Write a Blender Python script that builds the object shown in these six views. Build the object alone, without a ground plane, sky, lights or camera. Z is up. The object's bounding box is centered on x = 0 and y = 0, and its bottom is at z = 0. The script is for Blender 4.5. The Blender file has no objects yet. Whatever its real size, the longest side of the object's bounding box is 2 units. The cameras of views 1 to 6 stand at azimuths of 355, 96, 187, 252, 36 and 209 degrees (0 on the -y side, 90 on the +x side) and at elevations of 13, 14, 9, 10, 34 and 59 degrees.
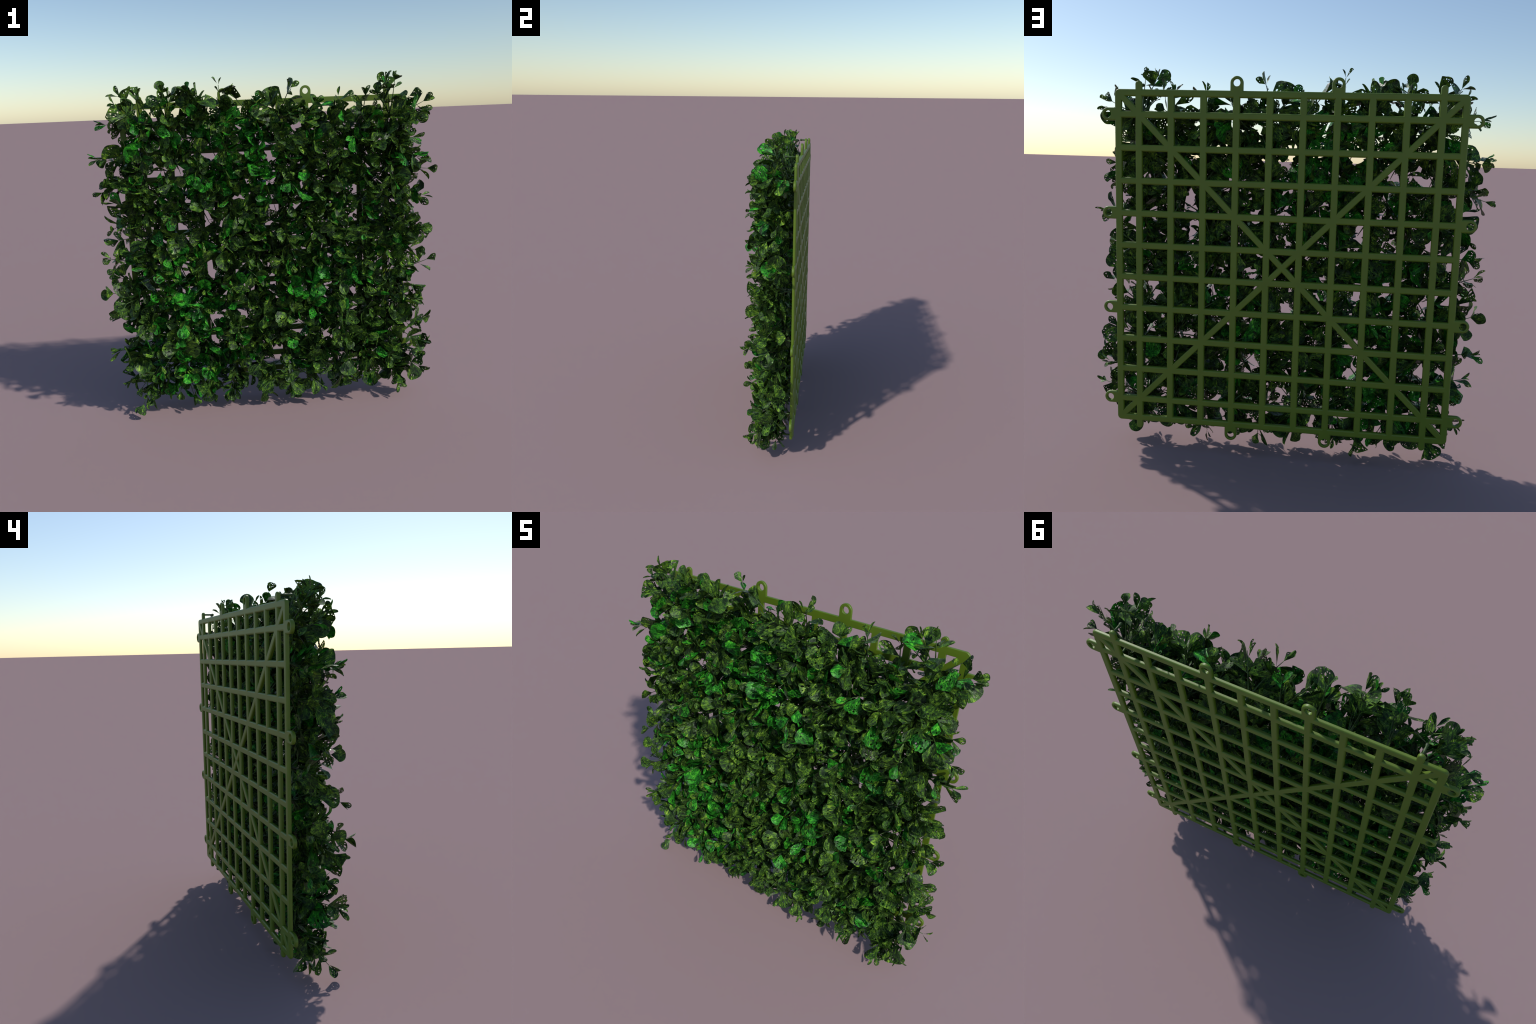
# Artificial boxwood hedge panel: a moulded green plastic lattice whose crossings
# carry leafy sprigs pointing forward (-y).
import bpy, math, random
import numpy as np
from mathutils import Vector, Matrix
from mathutils.geometry import delaunay_2d_cdt

random.seed(11)
rng = np.random.default_rng(11)

# ------------------------------------------------------------------ dimensions
CX, CZ = 0.011, 0.9885          # centre of the lattice
PITCH = 0.1594                  # spacing of the lattice bars
RAIL = 0.8195                   # centre line of the border rail from the centre
BAR = 0.0335                    # width of a bar
Y_BACK, Y_FRONT = 0.1680, 0.1505
ROUND = 0.0085                  # rounding of the back edges
OUTER = RAIL + BAR / 2
LOOP_R, LOOP_HOLE, LOOP_C = 0.0312, 0.0172, 0.873   # hanging loops
PEG_W, PEG_TIP = 0.0165, 0.876

bars = [PITCH * (k + 0.5) for k in range(-5, 5)]      # ten inner bars each way
lines = [-RAIL] + bars + [RAIL]


# ------------------------------------------------------------------ materials
def node(nt, kind, **kw):
    n = nt.nodes.new(kind)
    for k, v in kw.items():
        if k in n.inputs.keys():
            n.inputs[k].default_value = v
        else:
            setattr(n, k, v)
    return n


def plastic_material():
    m = bpy.data.materials.new("moulded_green_plastic")
    m.use_nodes = True
    nt = m.node_tree
    b = nt.nodes["Principled BSDF"]
    tc = node(nt, "ShaderNodeTexCoord")
    nz = node(nt, "ShaderNodeTexNoise", Scale=7.0, Detail=3.0)
    nt.links.new(tc.outputs["Object"], nz.inputs["Vector"])
    rp = node(nt, "ShaderNodeValToRGB")
    rp.color_ramp.elements[0].position = 0.35
    rp.color_ramp.elements[0].color = (0.092, 0.160, 0.0070, 1)
    rp.color_ramp.elements[1].position = 0.68
    rp.color_ramp.elements[1].color = (0.106, 0.178, 0.0090, 1)
    nt.links.new(nz.outputs["Fac"], rp.inputs["Fac"])
    nt.links.new(rp.outputs["Color"], b.inputs["Base Color"])
    b.inputs["Roughness"].default_value = 0.48
    b.inputs["Specular IOR Level"].default_value = 0.52
    return m


def leaf_material(name, ramp, direction, per_object=False):
    """Mottled leaf: streaks stretched along `direction`, darker blotches, pale flecks."""
    m = bpy.data.materials.new(name)
    m.use_nodes = True
    nt = m.node_tree
    b = nt.nodes["Principled BSDF"]
    L = nt.links.new
    tc = node(nt, "ShaderNodeTexCoord")
    src = tc.outputs["Object"]
    if per_object:
        oi = node(nt, "ShaderNodeObjectInfo")
        mu = node(nt, "ShaderNodeMath", operation="MULTIPLY")
        mu.inputs[1].default_value = 37.0
        L(oi.outputs["Random"], mu.inputs[0])
        ad = node(nt, "ShaderNodeVectorMath", operation="ADD")
        L(src, ad.inputs[0])
        L(mu.outputs[0], ad.inputs[1])
        src = ad.outputs[0]
    rot = Vector(direction).normalized().rotation_difference(Vector((0, 1, 0))).to_euler()
    turn = node(nt, "ShaderNodeMapping")
    turn.inputs["Rotation"].default_value = rot
    L(src, turn.inputs["Vector"])
    squash = node(nt, "ShaderNodeMapping")
    squash.inputs["Scale"].default_value = (1.0, 0.30, 1.0)
    L(turn.outputs[0], squash.inputs["Vector"])
    streak = node(nt, "ShaderNodeTexNoise", Scale=120.0, Detail=4.0, Roughness=0.65, Distortion=1.2)
    L(squash.outputs[0], streak.inputs["Vector"])
    blotch = node(nt, "ShaderNodeTexNoise", Scale=30.0, Detail=3.0)
    L(src, blotch.inputs["Vector"])
    mixv = node(nt, "ShaderNodeMix", data_type="FLOAT")
    mixv.inputs["Factor"].default_value = 0.33
    L(streak.outputs["Fac"], mixv.inputs["A"])
    L(blotch.outputs["Fac"], mixv.inputs["B"])
    rp = node(nt, "ShaderNodeValToRGB")
    cr = rp.color_ramp
    cr.elements[0].position, cr.elements[0].color = ramp[0][0], (*ramp[0][1], 1)
    cr.elements[1].position, cr.elements[1].color = ramp[-1][0], (*ramp[-1][1], 1)
    for p, c in ramp[1:-1]:
        e = cr.elements.new(p)
        e.color = (*c, 1)
    L(mixv.outputs["Result"], rp.inputs["Fac"])
    # sparse pale flecks
    fl = node(nt, "ShaderNodeTexNoise", Scale=60.0, Detail=3.0, Roughness=0.7)
    L(src, fl.inputs["Vector"])
    fr = node(nt, "ShaderNodeMapRange")
    fr.inputs["From Min"].default_value = 0.66
    fr.inputs["From Max"].default_value = 0.76
    L(fl.outputs["Fac"], fr.inputs["Value"])
    mc = node(nt, "ShaderNodeMix", data_type="RGBA")
    L(fr.outputs["Result"], mc.inputs["Factor"])
    L(rp.outputs["Color"], mc.inputs[6])
    mc.inputs[7].default_value = (0.34, 0.48, 0.22, 1)
    tone = node(nt, "ShaderNodeTexNoise", Scale=13.0, Detail=1.0)      # leaf-to-leaf differences
    L(src, tone.inputs["Vector"])
    tr = node(nt, "ShaderNodeMapRange")
    tr.inputs["From Min"].default_value = 0.36
    tr.inputs["From Max"].default_value = 0.64
    tr.inputs["To Min"].default_value = 0.62
    tr.inputs["To Max"].default_value = 1.32
    L(tone.outputs["Fac"], tr.inputs["Value"])
    hs = node(nt, "ShaderNodeHueSaturation")
    L(tr.outputs["Result"], hs.inputs["Value"])
    L(mc.outputs[2], hs.inputs["Color"])
    L(hs.outputs["Color"], b.inputs["Base Color"])
    gl = node(nt, "ShaderNodeMapRange")
    gl.inputs["From Min"].default_value = 0.35
    gl.inputs["From Max"].default_value = 0.65
    gl.inputs["To Min"].default_value = 0.55
    gl.inputs["To Max"].default_value = 0.27
    L(streak.outputs["Fac"], gl.inputs["Value"])
    L(gl.outputs["Result"], b.inputs["Roughness"])
    b.inputs["Specular IOR Level"].default_value = 0.17
    bp = node(nt, "ShaderNodeBump", Strength=0.6, Distance=0.002)
    L(streak.outputs["Fac"], bp.inputs["Height"])
    L(bp.outputs["Normal"], b.inputs["Normal"])
    return m


OLIVE = [(0.39, (0.010, 0.020, 0.009)), (0.46, (0.019, 0.045, 0.013)), (0.51, (0.036, 0.090, 0.014)),
         (0.565, (0.082, 0.182, 0.018)), (0.66, (0.290, 0.450, 0.045))]
EMERALD = [(0.39, (0.005, 0.026, 0.005)), (0.46, (0.010, 0.080, 0.008)), (0.52, (0.018, 0.185, 0.013)),
           (0.59, (0.055, 0.350, 0.022)), (0.69, (0.260, 0.560, 0.050))]

PLASTIC = plastic_material()
DIRS = [(1, 0, 0), (0, 1, 0), (0, 0, 1), (1, 1, 0), (1, -1, 0), (1, 0, 1), (1, 0, -1), (0, 1, 1), (0, 1, -1)]
DIRS_N = np.array([np.array(d) / np.linalg.norm(d) for d in DIRS])
FOLIAGE_MATS = []
for tag, ramp in (("olive", OLIVE), ("emerald", EMERALD)):
    for i, d in enumerate(DIRS):
        FOLIAGE_MATS.append(leaf_material("leaf_%s_streak" % tag, ramp, d))
LEAF_OLIVE = leaf_material("leaf_olive", OLIVE, (0, 1, 0), True)
LEAF_EMERALD = leaf_material("leaf_emerald", EMERALD, (0, 1, 0), True)


def stem_material():
    m = bpy.data.materials.new("stem_dark_green")
    m.use_nodes = True
    nt = m.node_tree
    b = nt.nodes["Principled BSDF"]
    tc = node(nt, "ShaderNodeTexCoord")
    nz = node(nt, "ShaderNodeTexNoise", Scale=45.0, Detail=3.0)
    nt.links.new(tc.outputs["Object"], nz.inputs["Vector"])
    rp = node(nt, "ShaderNodeValToRGB")
    rp.color_ramp.elements[0].position = 0.35
    rp.color_ramp.elements[0].color = (0.018, 0.040, 0.010, 1)
    rp.color_ramp.elements[1].position = 0.70
    rp.color_ramp.elements[1].color = (0.065, 0.130, 0.022, 1)
    nt.links.new(nz.outputs["Fac"], rp.inputs["Fac"])
    nt.links.new(rp.outputs["Color"], b.inputs["Base Color"])
    b.inputs["Roughness"].default_value = 0.5
    return m


STEM = stem_material()

# ------------------------------------------------------------------ the thing
root = bpy.data.objects.new("hedge_panel", None)
root.empty_display_size = 0.2
root["label"] = "square artificial boxwood hedge panel on green plastic lattice"
root["category"] = "hedge panel"
bpy.context.scene.collection.objects.link(root)


def add_object(name, mesh, parent=root):
    ob = bpy.data.objects.new(name, mesh)
    bpy.context.scene.collection.objects.link(ob)
    ob.parent = parent
    return ob


# ------------------------------------------------------------------ lattice
# One flat outline with holes; every edge gets a rounded profile.  Each outline edge
# carries the name of the part it belongs to, so that the moulding can be split.
def arc(cx, cz, r, a0, a1, n):
    return [(cx + r * math.cos(a0 + (a1 - a0) * i / n), cz + r * math.sin(a0 + (a1 - a0) * i / n)) for i in range(n + 1)]


def side_features():
    """Along one side: (position, kind), kinds loop or peg."""
    top = [(bars[0], "peg"), (bars[3], "loop"), (bars[6], "loop"), (bars[9], "peg")]
    flank = [(bars[0], "loop"), (bars[3], "loop"), (bars[6], "loop"), (bars[9], "loop")]
    return top, flank


def outer_outline():
    """Anticlockwise outline in (u, v), starting on the lower side; tags per edge."""
    pts, tags = [], []
    top, flank = side_features()
    r = 0.022
    for s in range(4):
        feats = top if s in (0, 2) else flank
        local = []
        ltags = []

        def put(p, tag):
            local.append(p)
            ltags.append(tag)          # tag of the edge that starts here
        for p in arc(-OUTER + r, -OUTER + r, r, math.radians(225), math.radians(270), 4):
            put(p, "frame")
        for pos, kind in sorted(feats):
            w = LOOP_R if kind == "loop" else PEG_W
            c = LOOP_C if kind == "loop" else PEG_TIP - PEG_W
            put((pos - w, -OUTER), kind)
            tip = arc(pos, -c, w, math.radians(180), math.radians(360), 16)
            for p in tip[:-1]:
                put(p, kind)
            put(tip[-1], kind)
            put((pos + w, -OUTER), "frame")
        for p in arc(OUTER - r, -OUTER + r, r, math.radians(270), math.radians(315), 4)[:-1]:
            put(p, "frame")
        ang = s * math.pi / 2
        ca, sa = round(math.cos(ang)), round(math.sin(ang))
        for (u, v), t in zip(local, ltags):
            pts.append((ca * u - sa * v, sa * u + ca * v))
            tags.append(t)
    return pts, tags


def cell_holes():
    """Openings between the bars; cells on a diagonal are split by the braces."""
    holes = []
    h = BAR / 2
    g = 0.0155 * math.sqrt(2)               # brace half width measured along an axis
    n = len(lines) - 1
    for i in range(n):
        for j in range(n):
            x0, x1 = lines[i] + h, lines[i + 1] - h
            z0, z1 = lines[j] + h, lines[j + 1] - h
            edge_tag = {"b": "frame" if j == 0 else "lattice", "t": "frame" if j == n - 1 else "lattice",
                        "l": "frame" if i == 0 else "lattice", "r": "frame" if i == n - 1 else "lattice"}
            d1, d2 = i == j, i + j == n - 1
            if not d1 and not d2:
                holes.append(([(x0, z0), (x1, z0), (x1, z1), (x0, z1)],
                              [edge_tag[k] for k in "brtl"]))
            elif d1 and d2:
                cx, cz = (x0 + x1) / 2, (z0 + z1) / 2
                a = (x1 - x0) / 2
                for k in range(4):
                    tri = [(-a + g, -a), (a - g, -a), (0, -g)]
                    ca, sa = round(math.cos(k * math.pi / 2)), round(math.sin(k * math.pi / 2))
                    holes.append(([(cx + ca * u - sa * v, cz + sa * u + ca * v) for u, v in tri],
                                  ["lattice", "brace", "brace"]))
            elif d1:
                holes.append(([(x0 + g, z0), (x1, z0), (x1, z1 - g)], [edge_tag["b"], edge_tag["r"], "brace"]))
                holes.append(([(x0, z0 + g), (x1 - g, z1), (x0, z1)], ["brace", edge_tag["t"], edge_tag["l"]]))
            else:
                holes.append(([(x0, z0), (x1 - g, z0), (x0, z1 - g)], [edge_tag["b"], "brace", edge_tag["l"]]))
                holes.append(([(x1, z0 + g), (x1, z1), (x0 + g, z1)], [edge_tag["r"], edge_tag["t"], "brace"]))
    return holes


def offset_loop(P, d):
    """Mitre offset; positive d moves to the left of the direction of travel."""
    P = np.array(P)
    n = len(P)
    out = []
    nrm = []
    for i in range(n):
        e = P[(i + 1) % n] - P[i]
        e /= np.linalg.norm(e)
        nrm.append(np.array((-e[1], e[0])))
    for i in range(n):
        a, b = nrm[i - 1], nrm[i]
        m = (a + b) / (1 + a @ b)
        L = np.linalg.norm(m)
        if L > 1.8:
            m *= 1.8 / L
        out.append(P[i] + d * m)
    return np.array(out), np.array(nrm)


def inside(poly, pts):
    poly = np.asarray(poly)
    x, y = pts[:, 0], pts[:, 1]
    res = np.zeros(len(pts), bool)
    a = poly
    b = np.roll(poly, -1, axis=0)
    for (x0, y0), (x1, y1) in zip(a, b):
        c = (y0 > y) != (y1 > y)
        if y1 != y0:
            res ^= c & (x < (x1 - x0) * (y - y0) / (y1 - y0) + x0)
    return res


def build_lattice():
    op, ot = outer_outline()
    loops = [(op, ot)]
    # a hole runs clockwise so that the material always lies to its left
    for P, T in cell_holes():
        Q = P[::-1]
        S = T[::-1]
        S = S[1:] + S[:1]
        loops.append((Q, S))
    top, flank = side_features()
    for s in range(4):
        for pos, kind in (top if s in (0, 2) else flank):
            if kind != "loop":
                continue
            ring = arc(pos, -LOOP_C, LOOP_HOLE, 0, 2 * math.pi, 20)[:-1][::-1]
            ca, sa = round(math.cos(s * math.pi / 2)), round(math.sin(s * math.pi / 2))
            loops.append(([(ca * u - sa * v, sa * u + ca * v) for u, v in ring], ["loop"] * 20))

    # cross profile: (inset from the edge, y, normal towards the outside, normal towards +y)
    prof = []
    for k in range(5):
        a = math.radians(90 * k / 4)
        prof.append((ROUND * (1 - math.sin(a)), Y_BACK - ROUND * (1 - math.cos(a)), math.sin(a), math.cos(a)))
    c = 0.0015
    prof.append((0.0, Y_FRONT + c, 1.0, 0.0))
    prof.append((c, Y_FRONT, 0.7, -0.7))

    verts, parts = [], {}

    def tag_of(x, z):
        if max(abs(x), abs(z)) > OUTER + 1e-5 - 0.0:
            near = [b for b in bars if abs(abs(b) - abs(x if abs(z) > abs(x) else z)) < 0.05]
            p = x if abs(z) > abs(x) else z
            if abs(z) > abs(x) and (abs(p - bars[0]) < 0.04 or abs(p - bars[9]) < 0.04):
                return "peg"
            return "loop"
        if max(abs(x), abs(z)) > RAIL - BAR / 2:
            return "frame"
        def cell(t):
            for i in range(11):
                if lines[i] + BAR / 2 < t < lines[i + 1] - BAR / 2:
                    return i
            return -1
        i, j = cell(x), cell(z)
        if i >= 0 and j >= 0 and (i == j or i + j == 10):
            return "brace"
        return "lattice"

    faces = []       # (indices, normals, tag)
    caps = {0: [], len(prof) - 1: []}
    for P, T in loops:
        n = len(P)
        rings = []
        _, en = offset_loop(P, 0.0)
        en = -en                                   # outward from the material
        vn = []
        for i in range(n):
            a, b = en[i - 1], en[i]
            if a @ b > math.cos(math.radians(40)):
                m = (a + b) / np.linalg.norm(a + b)
                vn.append((m, m))
            else:
                vn.append((a, b))
        for ins, y, no, ny in prof:
            shrink = 0.45 if T[0] == "loop" and len(set(T)) == 1 else 1.0     # rims of the loop holes
            Q, _ = offset_loop(P, ins * shrink)
            y = Y_BACK - (Y_BACK - y) * (shrink if y > Y_FRONT + 0.004 else 1.0)
            base = len(verts)
            verts.extend((CX + q[0], y, CZ + q[1]) for q in Q)
            rings.append(base)
        for r in range(len(prof) - 1):
            for i in range(n):
                j = (i + 1) % n
                idx = (rings[r] + i, rings[r + 1] + i, rings[r + 1] + j, rings[r] + j)
                na, nb = vn[i][1], vn[j][0]
                nn = []
                for k, (rr, v2) in enumerate(((r, na), (r + 1, na), (r + 1, nb), (r, nb))):
                    o, yy = prof[rr][2], prof[rr][3]
                    if r == len(prof) - 2:
                        o, yy = 0.7, -0.7
                    elif r == len(prof) - 3:
                        o, yy = 1.0, 0.0
                    nn.append((v2[0] * o, yy, v2[1] * o))
                faces.append((idx, nn, T[i]))
        for key, r in ((0, 0), (len(prof) - 1, len(prof) - 1)):
            caps[key].append([rings[r] + i for i in range(n)])

    for key, rings in caps.items():
        ids = [i for ring in rings for i in ring]
        p2 = [Vector((verts[i][0] - CX, verts[i][2] - CZ)) for i in ids]
        edges = []
        k = 0
        for ring in rings:
            m = len(ring)
            edges.extend((k + a, k + (a + 1) % m) for a in range(m))
            k += m
        # seams between the parts, so that triangles do not straddle them
        ring0 = rings[0]
        off = {g: q for q, g in enumerate(ids)}
        for a in range(len(ring0)):
            if op[a] and ot[a] in ("loop", "peg") and ot[a - 1] == "frame":
                b = a
                while ot[b % len(ring0)] != "frame":
                    b += 1
                edges.append((off[ring0[a]], off[ring0[b % len(ring0)]]))
        co, _, tri, ov, _, _ = delaunay_2d_cdt(p2, edges, [], 0, 1e-6)
        cen = np.array([[(co[a][0] + co[b][0] + co[c][0]) / 3, (co[a][1] + co[b][1] + co[c][1]) / 3] for a, b, c in tri])
        keep = None
        for ring in rings:
            poly = [(verts[i][0] - CX, verts[i][2] - CZ) for i in ring]
            ins = inside(poly, cen)
            keep = ins if keep is None else keep & ~ins
        remap = []
        for vi, o in enumerate(ov):
            remap.append(ids[o[0]])
        ny = 1.0 if key == 0 else -1.0
        for t, ok, ce in zip(tri, keep, cen):
            if not ok:
                continue
            idx = [remap[v] for v in t]
            a, b, c3 = (np.array(verts[v]) for v in idx)
            if np.cross(b - a, c3 - a)[1] * ny < 0:
                idx = idx[::-1]
            faces.append((idx, [(0, ny, 0)] * 3, tag_of(ce[0], ce[1])))

    V = np.array(verts)

    def which(f):
        idx, _, tag = f
        if tag in ("loop", "peg"):
            m = V[list(idx)].mean(axis=0)
            u, v = m[0] - CX, m[2] - CZ
            if abs(v) > abs(u):
                return (tag, "v", int(np.sign(v)), int(np.argmin([abs(u - b) for b in bars])))
            return (tag, "u", int(np.sign(u)), int(np.argmin([abs(v - b) for b in bars])))
        return (tag,)

    for f in faces:
        parts.setdefault(which(f), []).append(f)
    names = {"frame": "border_frame", "lattice": "lattice_grid", "brace": "diagonal_brace",
             "loop": "hanging_loop", "peg": "end_peg"}
    objs = {}
    for key in sorted(parts, key=str):
        fs = parts[key]
        used = sorted({i for f in fs for i in f[0]})
        mp = {g: k for k, g in enumerate(used)}
        me = bpy.data.meshes.new(names[key[0]])
        me.from_pydata([verts[i] for i in used], [], [[mp[i] for i in f[0]] for f in fs])
        nn = []
        # make the winding agree with the wanted normals
        me.materials.append(PLASTIC)
        for p in me.polygons:
            p.use_smooth = True
        flip = []
        for p, f in zip(me.polygons, fs):
            w = Vector(np.mean(f[1], axis=0))
            flip.append(p.normal.dot(w) < 0)
        if any(flip):
            me2 = bpy.data.meshes.new(names[key[0]])
            fl = [[mp[i] for i in (f[0][::-1] if s else f[0])] for f, s in zip(fs, flip)]
            fs = [(f[0][::-1], f[1][::-1], f[2]) if s else f for f, s in zip(fs, flip)]
            me2.from_pydata([verts[i] for i in used], [], fl)
            me2.materials.append(PLASTIC)
            for p in me2.polygons:
                p.use_smooth = True
            bpy.data.meshes.remove(me)
            me = me2
            me.name = names[key[0]]
        for f in fs:
            nn.extend(tuple(Vector(q).normalized()) for q in f[1])
        me.normals_split_custom_set(nn)
        objs[key] = add_object(names[key[0]], me)
    frame = objs[("frame",)]
    for key, ob in objs.items():
        if key[0] in ("loop", "peg"):
            ob.parent = frame


build_lattice()


# ------------------------------------------------------------------ leaf shapes
def leaf_outline(width, belly, clip, fray):
    """Spoon or fan shaped blade along +y, unit length."""
    right = [(width / 2 * (0.035 + 0.965 * (k / 4) ** 1.06), belly * k / 4) for k in range(4)]
    for k in range(8):                                  # rounded end, as a half ellipse
        a = math.pi / 2 * k / 7
        right.append((width / 2 * math.cos(a) ** 0.92 if k < 7 else 0.0, belly + (1 - belly) * math.sin(a)))
    left = [(-x, y) for x, y in right[::-1]]
    pts = right[:-1] + [(0.0, 1.0)] + left[1:]
    out = []
    for k, (x, y) in enumerate(pts):
        f = 1.0 - (fray * random.random() if y > 0.55 else 0.0)
        x, y = x * f, y * f
        if clip > 0:
            x = min(x, clip * width / 2 + 0.02 * y)
        elif clip < 0:
            x = max(x, clip * width / 2 - 0.02 * y)
        out.append((x, y))
    # drop repeated points
    res = [out[0]]
    for p in out[1:]:
        if (p[0] - res[-1][0]) ** 2 + (p[1] - res[-1][1]) ** 2 > 1e-5:
            res.append(p)
    return res


def make_leaf_shape(width, belly, clip=0.0, fray=0.0, holes=0, cup=0.25, bend=0.2, twist=0.0):
    P = leaf_outline(width, belly, clip, fray)
    arr = np.array(P)
    pts = [Vector(p) for p in P]
    m = len(P)
    edges = [(i, (i + 1) % m) for i in range(m)]
    hole_polys = []
    tries = 0
    placed = []
    while len(placed) < holes * 1.25 and tries < 300:
        tries += 1
        if tries % 3 == 1:
            heart = (random.uniform(-0.42, 0.42) * width, random.uniform(0.55, 0.92))
        x = heart[0] + random.gauss(0, 0.10)
        y = heart[1] + random.gauss(0, 0.09)
        r = random.choice((0.014, 0.020, 0.028, 0.042))
        st = random.uniform(1.0, 2.2)
        c = np.array((x, y))
        d = np.array((x * 0.8, y)); d /= np.linalg.norm(d)
        q = np.array((-d[1], d[0]))
        ring = [c + d * r * st * math.cos(a) * random.uniform(0.8, 1.2) + q * r * math.sin(a) * random.uniform(0.8, 1.2)
                for a in [2 * math.pi * k / 7 for k in range(7)]]
        big = np.array([c + d * (r * st + 0.02) * math.cos(a) + q * (r + 0.02) * math.sin(a)
                        for a in [2 * math.pi * k / 8 for k in range(8)]])
        if not inside(arr, big).all():
            continue
        if any(np.linalg.norm(c - o) < R + r * st + 0.015 for o, R in placed):
            continue
        placed.append((c, r * st))
        hole_polys.append(np.array(ring))
    for ring in hole_polys:
        k = len(pts)
        pts.extend(Vector(p) for p in ring)
        edges.extend((k + i, k + (i + 1) % len(ring)) for i in range(len(ring)))
    # midrib and inner points to carry the curvature
    inner = [(x * width, y) for y in (0.2, 0.4, 0.6, 0.8, 0.93) for x in (-0.27, 0.0, 0.27)]
    for p in inner:
        a = np.array([p])
        if inside(arr * 0.97 + np.array((0, 0.01)), a)[0] and not any(inside(h, a)[0] for h in hole_polys):
            pts.append(Vector(p))
    co, _, tri, _, _, _ = delaunay_2d_cdt(pts, edges, [], 0, 1e-6)
    co = np.array([(c[0], c[1]) for c in co])
    tri = np.array(tri)
    cen = co[tri].mean(axis=1)
    keep = inside(arr, cen)
    for h in hole_polys:
        keep &= ~inside(h, cen)
    tri = tri[keep]
    used = np.unique(tri)
    mp = np.full(len(co), -1)
    mp[used] = np.arange(len(used))
    co, tri = co[used], mp[tri]
    # anticlockwise seen from +z
    a, b, c = co[tri[:, 0]], co[tri[:, 1]], co[tri[:, 2]]
    area = (b[:, 0] - a[:, 0]) * (c[:, 1] - a[:, 1]) - (b[:, 1] - a[:, 1]) * (c[:, 0] - a[:, 0])
    tri[area < 0] = tri[area < 0][:, ::-1]
    x, y = co[:, 0], co[:, 1]
    z = cup * np.abs(x) * (0.4 + y) - bend * y ** 2 + 0.012 * np.sin(17 * x + 9 * y) + twist * x * y
    return np.column_stack([x, y, z]), tri


SHAPES = []
for w, belly, clip, fray, holes, cup, bend, tw in [
    (0.94, 0.64, 0.0, 0.00, 7, 0.30, 0.10, 0.0), (0.95, 0.52, 0.0, 0.05, 11, -0.20, 0.18, 0.1),
    (1.08, 0.58, 0.0, 0.00, 2, 0.22, 0.05, -0.1), (0.98, 0.62, 0.35, 0.00, 6, 0.35, 0.12, 0.0),
    (1.08, 0.54, -0.30, 0.03, 8, 0.20, 0.20, 0.1), (0.78, 0.62, 0.0, 0.00, 6, 0.35, -0.10, 0.1),
    (0.62, 0.60, 0.0, 0.00, 2, 0.40, 0.20, -0.1), (0.98, 0.55, 0.0, 0.14, 14, 0.10, 0.10, 0.0),
    (0.92, 0.56, 0.0, 0.00, 0, 0.30, 0.25, 0.0), (0.90, 0.64, 0.20, 0.05, 9, 0.25, 0.05, 0.2),
]:
    SHAPES.append(make_leaf_shape(w, belly, clip, fray, holes, cup, bend, tw))
N_BROAD = len(SHAPES)
for w, belly, holes, cup, bend in [(0.44, 0.62, 4, 0.5, 0.15), (0.36, 0.60, 2, 0.6, -0.1),
                                   (0.52, 0.64, 6, 0.4, 0.10), (0.30, 0.55, 0, 0.7, 0.2)]:
    SHAPES.append(make_leaf_shape(w, belly, 0.0, 0.0, holes, cup, bend, 0.0))

LEAF_MESHES = {}
for si, (co, tri) in enumerate(SHAPES):
    for tone, mat in (("olive", LEAF_OLIVE), ("emerald", LEAF_EMERALD)):
        me = bpy.data.meshes.new("leaf_blade")
        me.from_pydata([tuple(v * 0.1) for v in co], [], tri.tolist())
        me.materials.append(mat)
        me.polygons.foreach_set("use_smooth", [True] * len(me.polygons))
        LEAF_MESHES[(si, tone)] = me


# ------------------------------------------------------------------ sprigs
def unit(v):
    return v / np.linalg.norm(v)


def tube(path, radii, sides=6):
    P = np.array(path, float)
    V, F = [], []
    ref = np.array((0.31, 0.17, 0.93))
    for i, p in enumerate(P):
        t = unit(P[min(i + 1, len(P) - 1)] - P[max(i - 1, 0)])
        a = unit(np.cross(t, ref))
        b = np.cross(t, a)
        for k in range(sides):
            g = 2 * math.pi * k / sides
            V.append(p + radii[i] * (math.cos(g) * a + math.sin(g) * b))
    for i in range(len(P) - 1):
        for k in range(sides):
            F.append((i * sides + k, i * sides + (k + 1) % sides, (i + 1) * sides + (k + 1) % sides, (i + 1) * sides + k))
    F.append(tuple(range(sides))[::-1])
    F.append(tuple((len(P) - 1) * sides + k for k in range(sides)))
    return V, F


# vivid green clusters: x, z, radius, strength
EMERALD_SPOTS = [(-.27, 1.50, .13, .55), (-.52, .83, .12, .5), (-.52, .30, .16, .6), (.23, .78, .11, .35), (-.04, 1.36, .12, .4),
                 (-.16, 1.62, .10, .4), (-.52, 1.34, .10, .4), (.20, .62, .08, .3), (-.75, 1.62, .08, .35),
                 (-.34, .60, .09, .4), (-.45, .50, .09, .4)]


def emerald_chance(x, z):
    s = 0.09
    for a, b, r, w in EMERALD_SPOTS:
        s += w * math.exp(-((x - a) ** 2 + (z - b) ** 2) / (2 * r * r))
    return min(s, 0.65)


X_LIM, Y_LIM, Z_TOP = 0.996, -0.166, 1.952

all_sprigs = []


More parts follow.
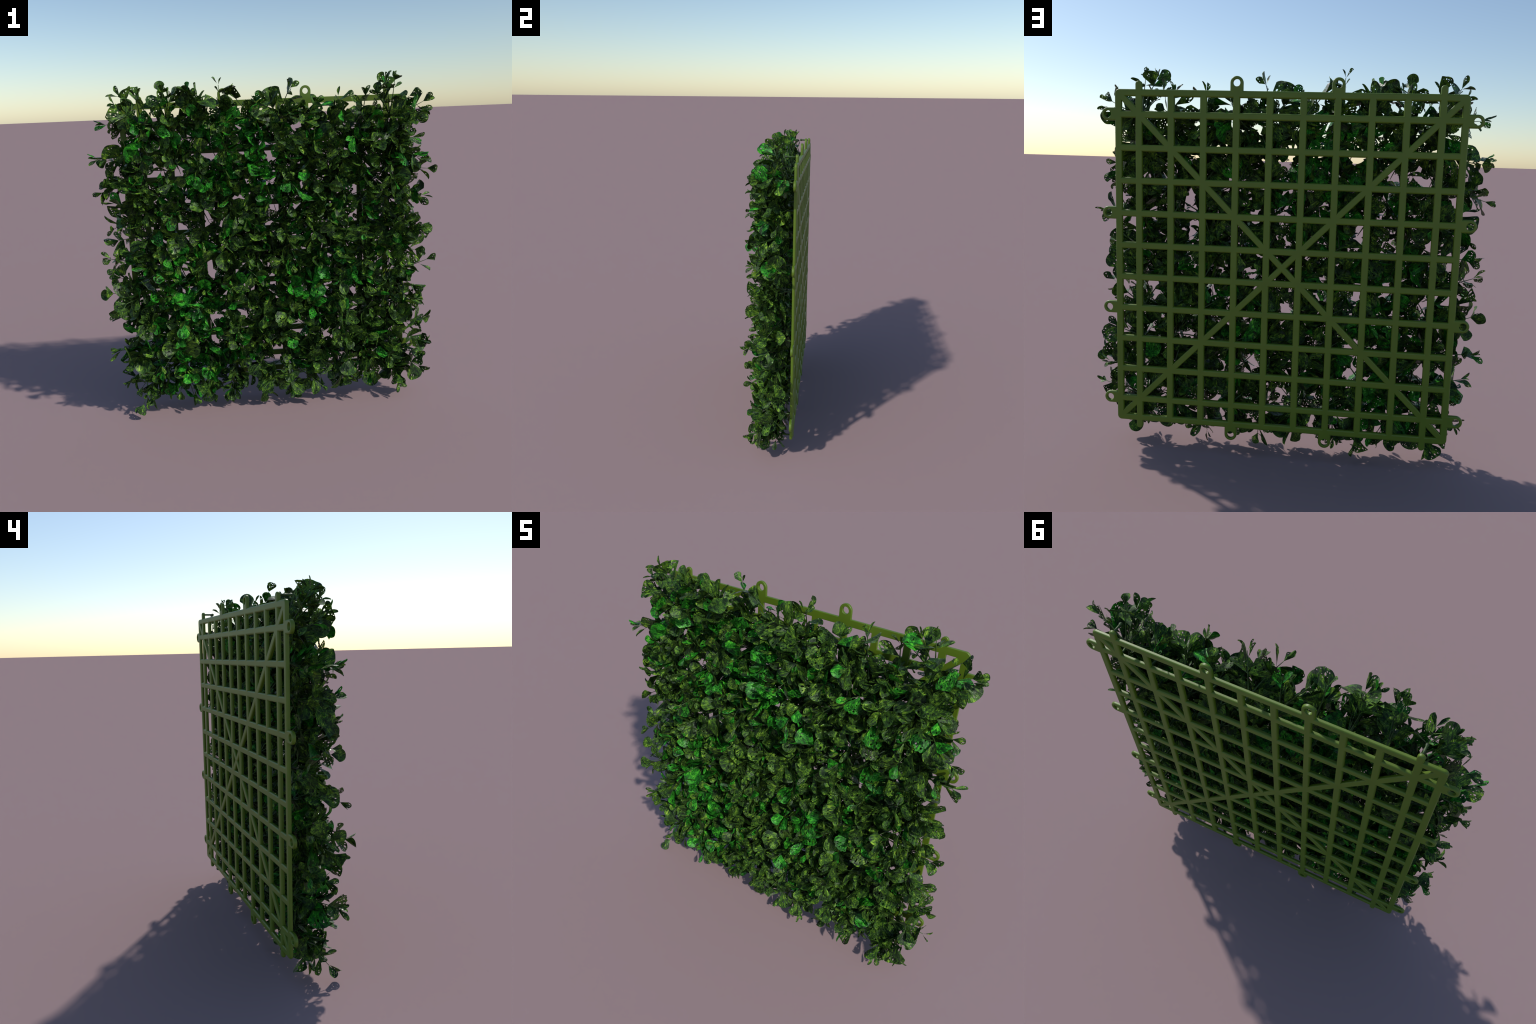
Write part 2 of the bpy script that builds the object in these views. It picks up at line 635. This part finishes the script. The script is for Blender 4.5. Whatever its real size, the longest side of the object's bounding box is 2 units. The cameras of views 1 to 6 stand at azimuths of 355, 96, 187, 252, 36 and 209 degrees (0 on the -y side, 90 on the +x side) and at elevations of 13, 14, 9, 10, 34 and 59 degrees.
def grow_branch(base, dirn, length, size, leaves, tubes, roll):
    """A shoot with opposite leaf pairs, each pair at right angles to the one before."""
    up = np.array((0, 0, 1.0))
    side = unit(np.cross(dirn, up + 0.3 * rng.normal(size=3)))
    bendv = 0.10 * length * rng.normal(size=3)
    n = 6
    path = [base + dirn * length * k / n + bendv * (k / n) ** 2 for k in range(n + 1)]
    for k, p in enumerate(path):                      # stems stay inside the panel's envelope
        path[k] = np.clip(p, (-X_LIM + 0.03, Y_LIM + 0.02, 0.03), (X_LIM - 0.03, 0.14, Z_TOP - 0.03))
    tubes.append((path, [0.0042 - 0.0026 * k / n for k in range(n + 1)]))
    stations = [(0.24, 0.92), (0.52, 1.0), (0.80, 0.90), (0.99, 0.62)]
    for q, (t, s) in enumerate(stations):
        f = t * n
        k = min(int(f), n - 1)
        p = path[k] + (path[k + 1] - path[k]) * (f - k)
        tang = unit(path[k + 1] - path[k] + dirn * 1e-4)
        a = unit(side - tang * (side @ tang))
        b = np.cross(tang, a)
        ang0 = roll + q * math.pi / 2 + rng.normal() * 0.25
        for h in (0, 1):
            ang = ang0 + h * math.pi + rng.normal() * 0.15
            out = math.cos(ang) * a + math.sin(ang) * b
            open_ = math.radians(rng.uniform(34, 76) if q < 3 else rng.uniform(18, 40))
            d = unit(math.cos(open_) * tang + math.sin(open_) * out)
            nrm = tang - d * (tang @ d)
            nrm = unit(nrm)
            # small roll of the blade about its own axis
            rl = rng.normal() * 0.85
            x = np.cross(d, nrm)
            nn = math.cos(rl) * nrm + math.sin(rl) * x
            x = np.cross(d, nn)
            L = size * s * rng.uniform(0.82, 1.15)
            if q == 3:
                shape = int(rng.integers(N_BROAD, len(SHAPES)))
                if rng.random() < 0.5:
                    shape = int(rng.choice((5, 6, 8, 0)))
            elif rng.random() < 0.24:
                shape = int(rng.integers(N_BROAD, len(SHAPES)))
            else:
                shape = int(rng.integers(0, N_BROAD))
            leaves.append(dict(p=p + d * 0.004, x=x, d=d, n=nn, L=L, shape=shape))
    if rng.random() < 0.5:
        d = unit(path[-1] - path[-2] + dirn * 1e-4)
        leaves.append(dict(p=path[-1], x=a, d=d, n=np.cross(a, d), L=size * 0.5, shape=int(rng.integers(N_BROAD, len(SHAPES)))))


# openings right through the foliage, in vertical files between the sprig columns: x -> heights
GAPS = {-0.69: (1.78, 1.55, 1.42, 1.12, 0.79, 0.48, 0.31), -0.50: (1.79, 1.46, 1.13, 0.86, 0.17),
        -0.345: (1.52, 1.20, 1.15, 0.88, 0.83, 0.58, 0.47), 0.02: (1.51, 1.21, 1.10, 0.75, 0.33, 0.26),
        0.16: (1.68, 1.24, 0.49, 0.16), 0.31: (0.68, 0.43, 0.15), 0.50: (1.28, 1.16, 0.60),
        0.70: (1.75, 1.24, 0.87, 0.80, 0.62, 0.17), 0.84: (1.30, 0.84, 0.34)}
grng = np.random.default_rng(5)
GAP_PTS = np.array([(x, z) for x, zs in GAPS.items() for z in zs]) + grng.normal(size=(sum(map(len, GAPS.values())), 2)) * 0.012
GAP_W = grng.uniform(0.006, 0.020, len(GAP_PTS))
GAP_H = grng.uniform(0.012, 0.036, len(GAP_PTS))
GAP_A = grng.normal(size=len(GAP_PTS)) * 0.5
GAP_C, GAP_S = np.cos(GAP_A), np.sin(GAP_A)


def in_gap(q):
    """True where a blade or stem would cross one of the openings."""
    d = q[:, None, [0, 2]] - GAP_PTS[None]
    u = d[..., 0] * GAP_C + d[..., 1] * GAP_S
    v = d[..., 1] * GAP_C - d[..., 0] * GAP_S
    return bool(((u / GAP_W) ** 2 + (v / GAP_H) ** 2 < 1).any())


def leaf_points(lf):
    co, _ = SHAPES[lf["shape"]]
    return lf["p"] + lf["L"] * (co[:, :1] * lf["x"] + co[:, 1:2] * lf["d"] + co[:, 2:3] * lf["n"])


COLUMN_REACH = (1.0, 1.10, 0.88, 1.12, 0.84, 1.08, 0.84, 1.12, 0.92, 1.08)


STRAYS = [(0.728, 1.706, 12, 64, 1.35), (0.728, 1.228, 5, 74, 1.45), (0.728, 0.430, 10, 80, 1.45), (0.728, 0.271, -65, 52, 1.35),
          (-0.706, 1.387, 178, 66, 1.6), (-0.706, 0.749, 185, 62, 1.5), (-0.706, 0.430, 182, 55, 1.5), (-0.706, 0.271, -115, 54, 1.35),
          (-0.706, 1.706, 95, 62, 1.3), (0.728, 1.706, 85, 66, 1.2), (0.091, 0.271, -88, 52, 1.35), (-0.228, 0.271, -92, 56, 1.3)]


def grow_sprig(x, z, phase, column):
    leaves, tubes = [], []
    rod = 0.050
    hub = np.array((x, Y_FRONT - rod, z)) + rng.normal(size=3) * 0.004
    start = np.array((x, Y_FRONT + 0.002, z))
    tubes.append(([start, start * 0.5 + hub * 0.5, hub + (0, 0.010, 0), hub, hub - (0, 0.012, 0)],
                  [0.0055, 0.0055, 0.0055, 0.0090, 0.0060]))
    n = 5 if rng.random() < 0.50 else 4
    shoots = [(0.0, 0.0, 1.0)]
    for k in range(n):
        shoots.append((math.radians(rng.uniform(36, 68)), phase + 2 * math.pi * (k + rng.uniform(-0.2, 0.2)) / n,
                       rng.uniform(0.85, 1.15)))
    if rng.random() < 0.30:
        i = int(rng.integers(1, n))
        shoots[i] = (shoots[i][0], shoots[i][1], 1.35)
    # sprigs along the border lean outwards past the rail
    for edge, az in ((x - CX < -0.65, math.pi), (x - CX > 0.65, 0.0), (z - CZ < -0.65, -math.pi / 2), (z - CZ > 0.65, math.pi / 2)):
        if edge:
            shoots.append((math.radians(rng.uniform(60, 72) if az == math.pi / 2 else rng.uniform(58, 80)), az + rng.normal() * 0.3, rng.uniform(1.0 if az == -math.pi / 2 else 0.7, 1.45)))
            if rng.random() < (0.35 if az in (0.0, math.pi) else 0.30 if az > 0 else 0.15):
                shoots.append((math.radians(rng.uniform(40, 62)), az + rng.normal() * 0.4, rng.uniform(1.0, 1.3)))
    n_lean = len(shoots) - n - 1
    if abs(x - CX) > 0.65 and abs(z - CZ) > 0.65:
        shoots.append((math.radians(66), math.atan2(z - CZ, x - CX), 1.0))
        n_lean += 1
    # a few strays that reach well past the outline: at x, z, azimuth, tilt (degrees), length
    for sx, sz, az, tilt, ln in STRAYS:
        if abs(sx - x) < 0.05 and abs(sz - z) < 0.05:
            shoots.append((math.radians(tilt), math.radians(az), 0.88 * ln))
            n_lean += 1
    # short shoots low down, close to the lattice
    for k in range(1 if rng.random() < 0.7 else 0):
        shoots.append((math.radians(rng.uniform(74, 90)), rng.uniform(0, 6.28), 0.48))
    for order, (tilt, az, ln) in enumerate(shoots):
        lean = n + 1 <= order < n + 1 + n_lean
        tilt += rng.normal() * 0.08
        az = math.atan2(math.sin(az), 0.52 * math.cos(az)) if not lean else az
        d = np.array((math.sin(tilt) * math.cos(az), -math.cos(tilt), math.sin(tilt) * math.sin(az)))
        length = 0.165 * ln * ((1.12 if x < -0.65 else 1.0) if lean else COLUMN_REACH[column] * rng.uniform(0.9, 1.1))
        size = (0.108 if lean else 0.075 if ln < 0.6 else 0.106) * rng.uniform(0.88, 1.14)
        if z - CZ > 0.65 and not lean and d[2] > 0.3:      # open strip below the top rail
            if rng.random() < 0.25:
                continue
            length *= 0.68
        for attempt in range(5):
            mark_l, mark_t = len(leaves), len(tubes)
            tip = hub + d * (length + 0.055)
            if tip[0] > X_LIM or tip[0] < -X_LIM or tip[1] < Y_LIM or tip[2] < 0.005 or tip[2] > Z_TOP:
                length *= 0.82
                continue
            break
        grow_branch(hub.copy(), d, length, size, leaves, tubes, rng.uniform(0, math.pi))
        for lf in leaves[mark_l:]:
            lf["lean"] = lean
    kept = []
    for lf in leaves:
        for attempt in range(6):
            q = leaf_points(lf)
            lo, hi = q.min(axis=0), q.max(axis=0)
            if lo[0] < -X_LIM - .002 or hi[0] > X_LIM + .002 or lo[1] < Y_LIM - .002 or lo[2] < 0 or hi[2] > Z_TOP or hi[1] > Y_FRONT - 0.018 or (hi[2] > 1.75 and hi[1] > 0.085):
                lf["L"] *= 0.8
                continue
            if in_gap(q):
                if attempt < 2:
                    lf["L"] *= 0.8
                    continue
                break
            c = q.mean(axis=0)
            off = abs((c[0] - CX + PITCH / 2) % PITCH - PITCH / 2)      # distance from the furrow between two columns
            if not lf["lean"] and c[1] < 0.05 and off < 0.026 and abs(c[0] - CX) < 0.7 and rng.random() < 0.34:
                break
            kept.append(lf)
            break
    for lf in kept:
        tipx = lf["p"] + lf["d"] * lf["L"] * 0.6
        lf["tone"] = "emerald" if rng.random() < emerald_chance(tipx[0], tipx[2]) * (0.4 if lf["lean"] else 1.0) else "olive"
    all_sprigs.append(dict(leaves=kept, tubes=tubes, at=(x, z)))


for i, bx in enumerate(bars):
    for j, bz in enumerate(bars):
        # neighbouring columns are turned differently, rows alternate
        phase = 0.9 * i + 0.55 * (j % 2) + rng.normal() * 0.15
        grow_sprig(CX + bx, CZ + bz, phase, i)
for sx in (bars[0], bars[9]):
    for sz in (-1, 1):
        # the end pegs carry only a short bare stalk with a knob
        a = np.array((CX + sx, Y_FRONT + 0.002, CZ + sz * 0.862))
        stalk = [a, a - (0, 0.030, 0), a - (0, 0.048, 0), a - (0, 0.056, 0), a - (0, 0.064, 0)]
        v, f = tube(stalk, [0.0055, 0.0055, 0.0055, 0.0092, 0.0060])
        me = bpy.data.meshes.new("stalk")
        me.from_pydata([tuple(q) for q in v], [], f)
        me.polygons.foreach_set("use_smooth", [True] * len(me.polygons))
        me.materials.append(STEM)
        add_object("stalk", me)

# the leaves that show largest become objects of their own
ranked = []
for s in all_sprigs:
    for lf in s["leaves"]:
        q = leaf_points(lf)
        c = q.mean(axis=0)
        edge = max(abs(c[0]) - 0.80, abs(c[2] - CZ) - 0.80, 0.0)
        score = lf["L"] * (1.0 + 4.0 * max(0.0, 0.02 - c[1]) + 3.0 * edge) * (0.55 + 0.45 * abs(lf["n"][1]))
        if lf["shape"] >= N_BROAD:
            score *= 0.6
        ranked.append((score, id(lf)))
ranked.sort(reverse=True)
singles = {k for _, k in ranked[:300]}

for s in all_sprigs:
    V, F = [], []
    for path, rad in s["tubes"]:
        v, f = tube(path, rad)
        k = len(V)
        V.extend(v)
        F.extend(tuple(k + i for i in g) for g in f)
    me = bpy.data.meshes.new("sprig")
    me.from_pydata([tuple(v) for v in V], [], F)
    me.polygons.foreach_set("use_smooth", [True] * len(me.polygons))
    me.materials.append(STEM)
    sprig = add_object("sprig", me)
    vs, ts, ms = [], [], []
    base = 0
    for lf in s["leaves"]:
        if id(lf) in singles:
            ob = add_object("leaf", LEAF_MESHES[(lf["shape"], lf["tone"])], sprig)
            M = Matrix.Identity(4)
            for r in range(3):
                for c, ax in enumerate((lf["x"], lf["d"], lf["n"])):
                    M[r][c] = ax[r] * lf["L"] / 0.1
                M[r][3] = lf["p"][r]
            ob.matrix_world = M
            continue
        co, tri = SHAPES[lf["shape"]]
        vs.append(leaf_points(lf))
        ts.append(tri + base)
        base += len(co)
        mi = int(np.argmax(np.abs(DIRS_N @ lf["d"]))) + (len(DIRS) if lf["tone"] == "emerald" else 0)
        ms.append(np.full(len(tri), mi, np.int32))
    vs, ts, ms = np.vstack(vs), np.vstack(ts), np.concatenate(ms)
    me = bpy.data.meshes.new("foliage")
    me.vertices.add(len(vs))
    me.vertices.foreach_set("co", vs.astype(np.float32).ravel())
    me.loops.add(ts.size)
    me.loops.foreach_set("vertex_index", ts.astype(np.int32).ravel())
    me.polygons.add(len(ts))
    me.polygons.foreach_set("loop_start", np.arange(0, ts.size, 3, dtype=np.int32))
    for m in FOLIAGE_MATS:
        me.materials.append(m)
    me.polygons.foreach_set("material_index", ms)
    me.polygons.foreach_set("use_smooth", np.ones(len(ts), bool))
    me.update(calc_edges=True)
    me.validate()
    fo = add_object("foliage", me, sprig)
    fo["kind"] = "stuff"

print("leaves", sum(len(s["leaves"]) for s in all_sprigs))
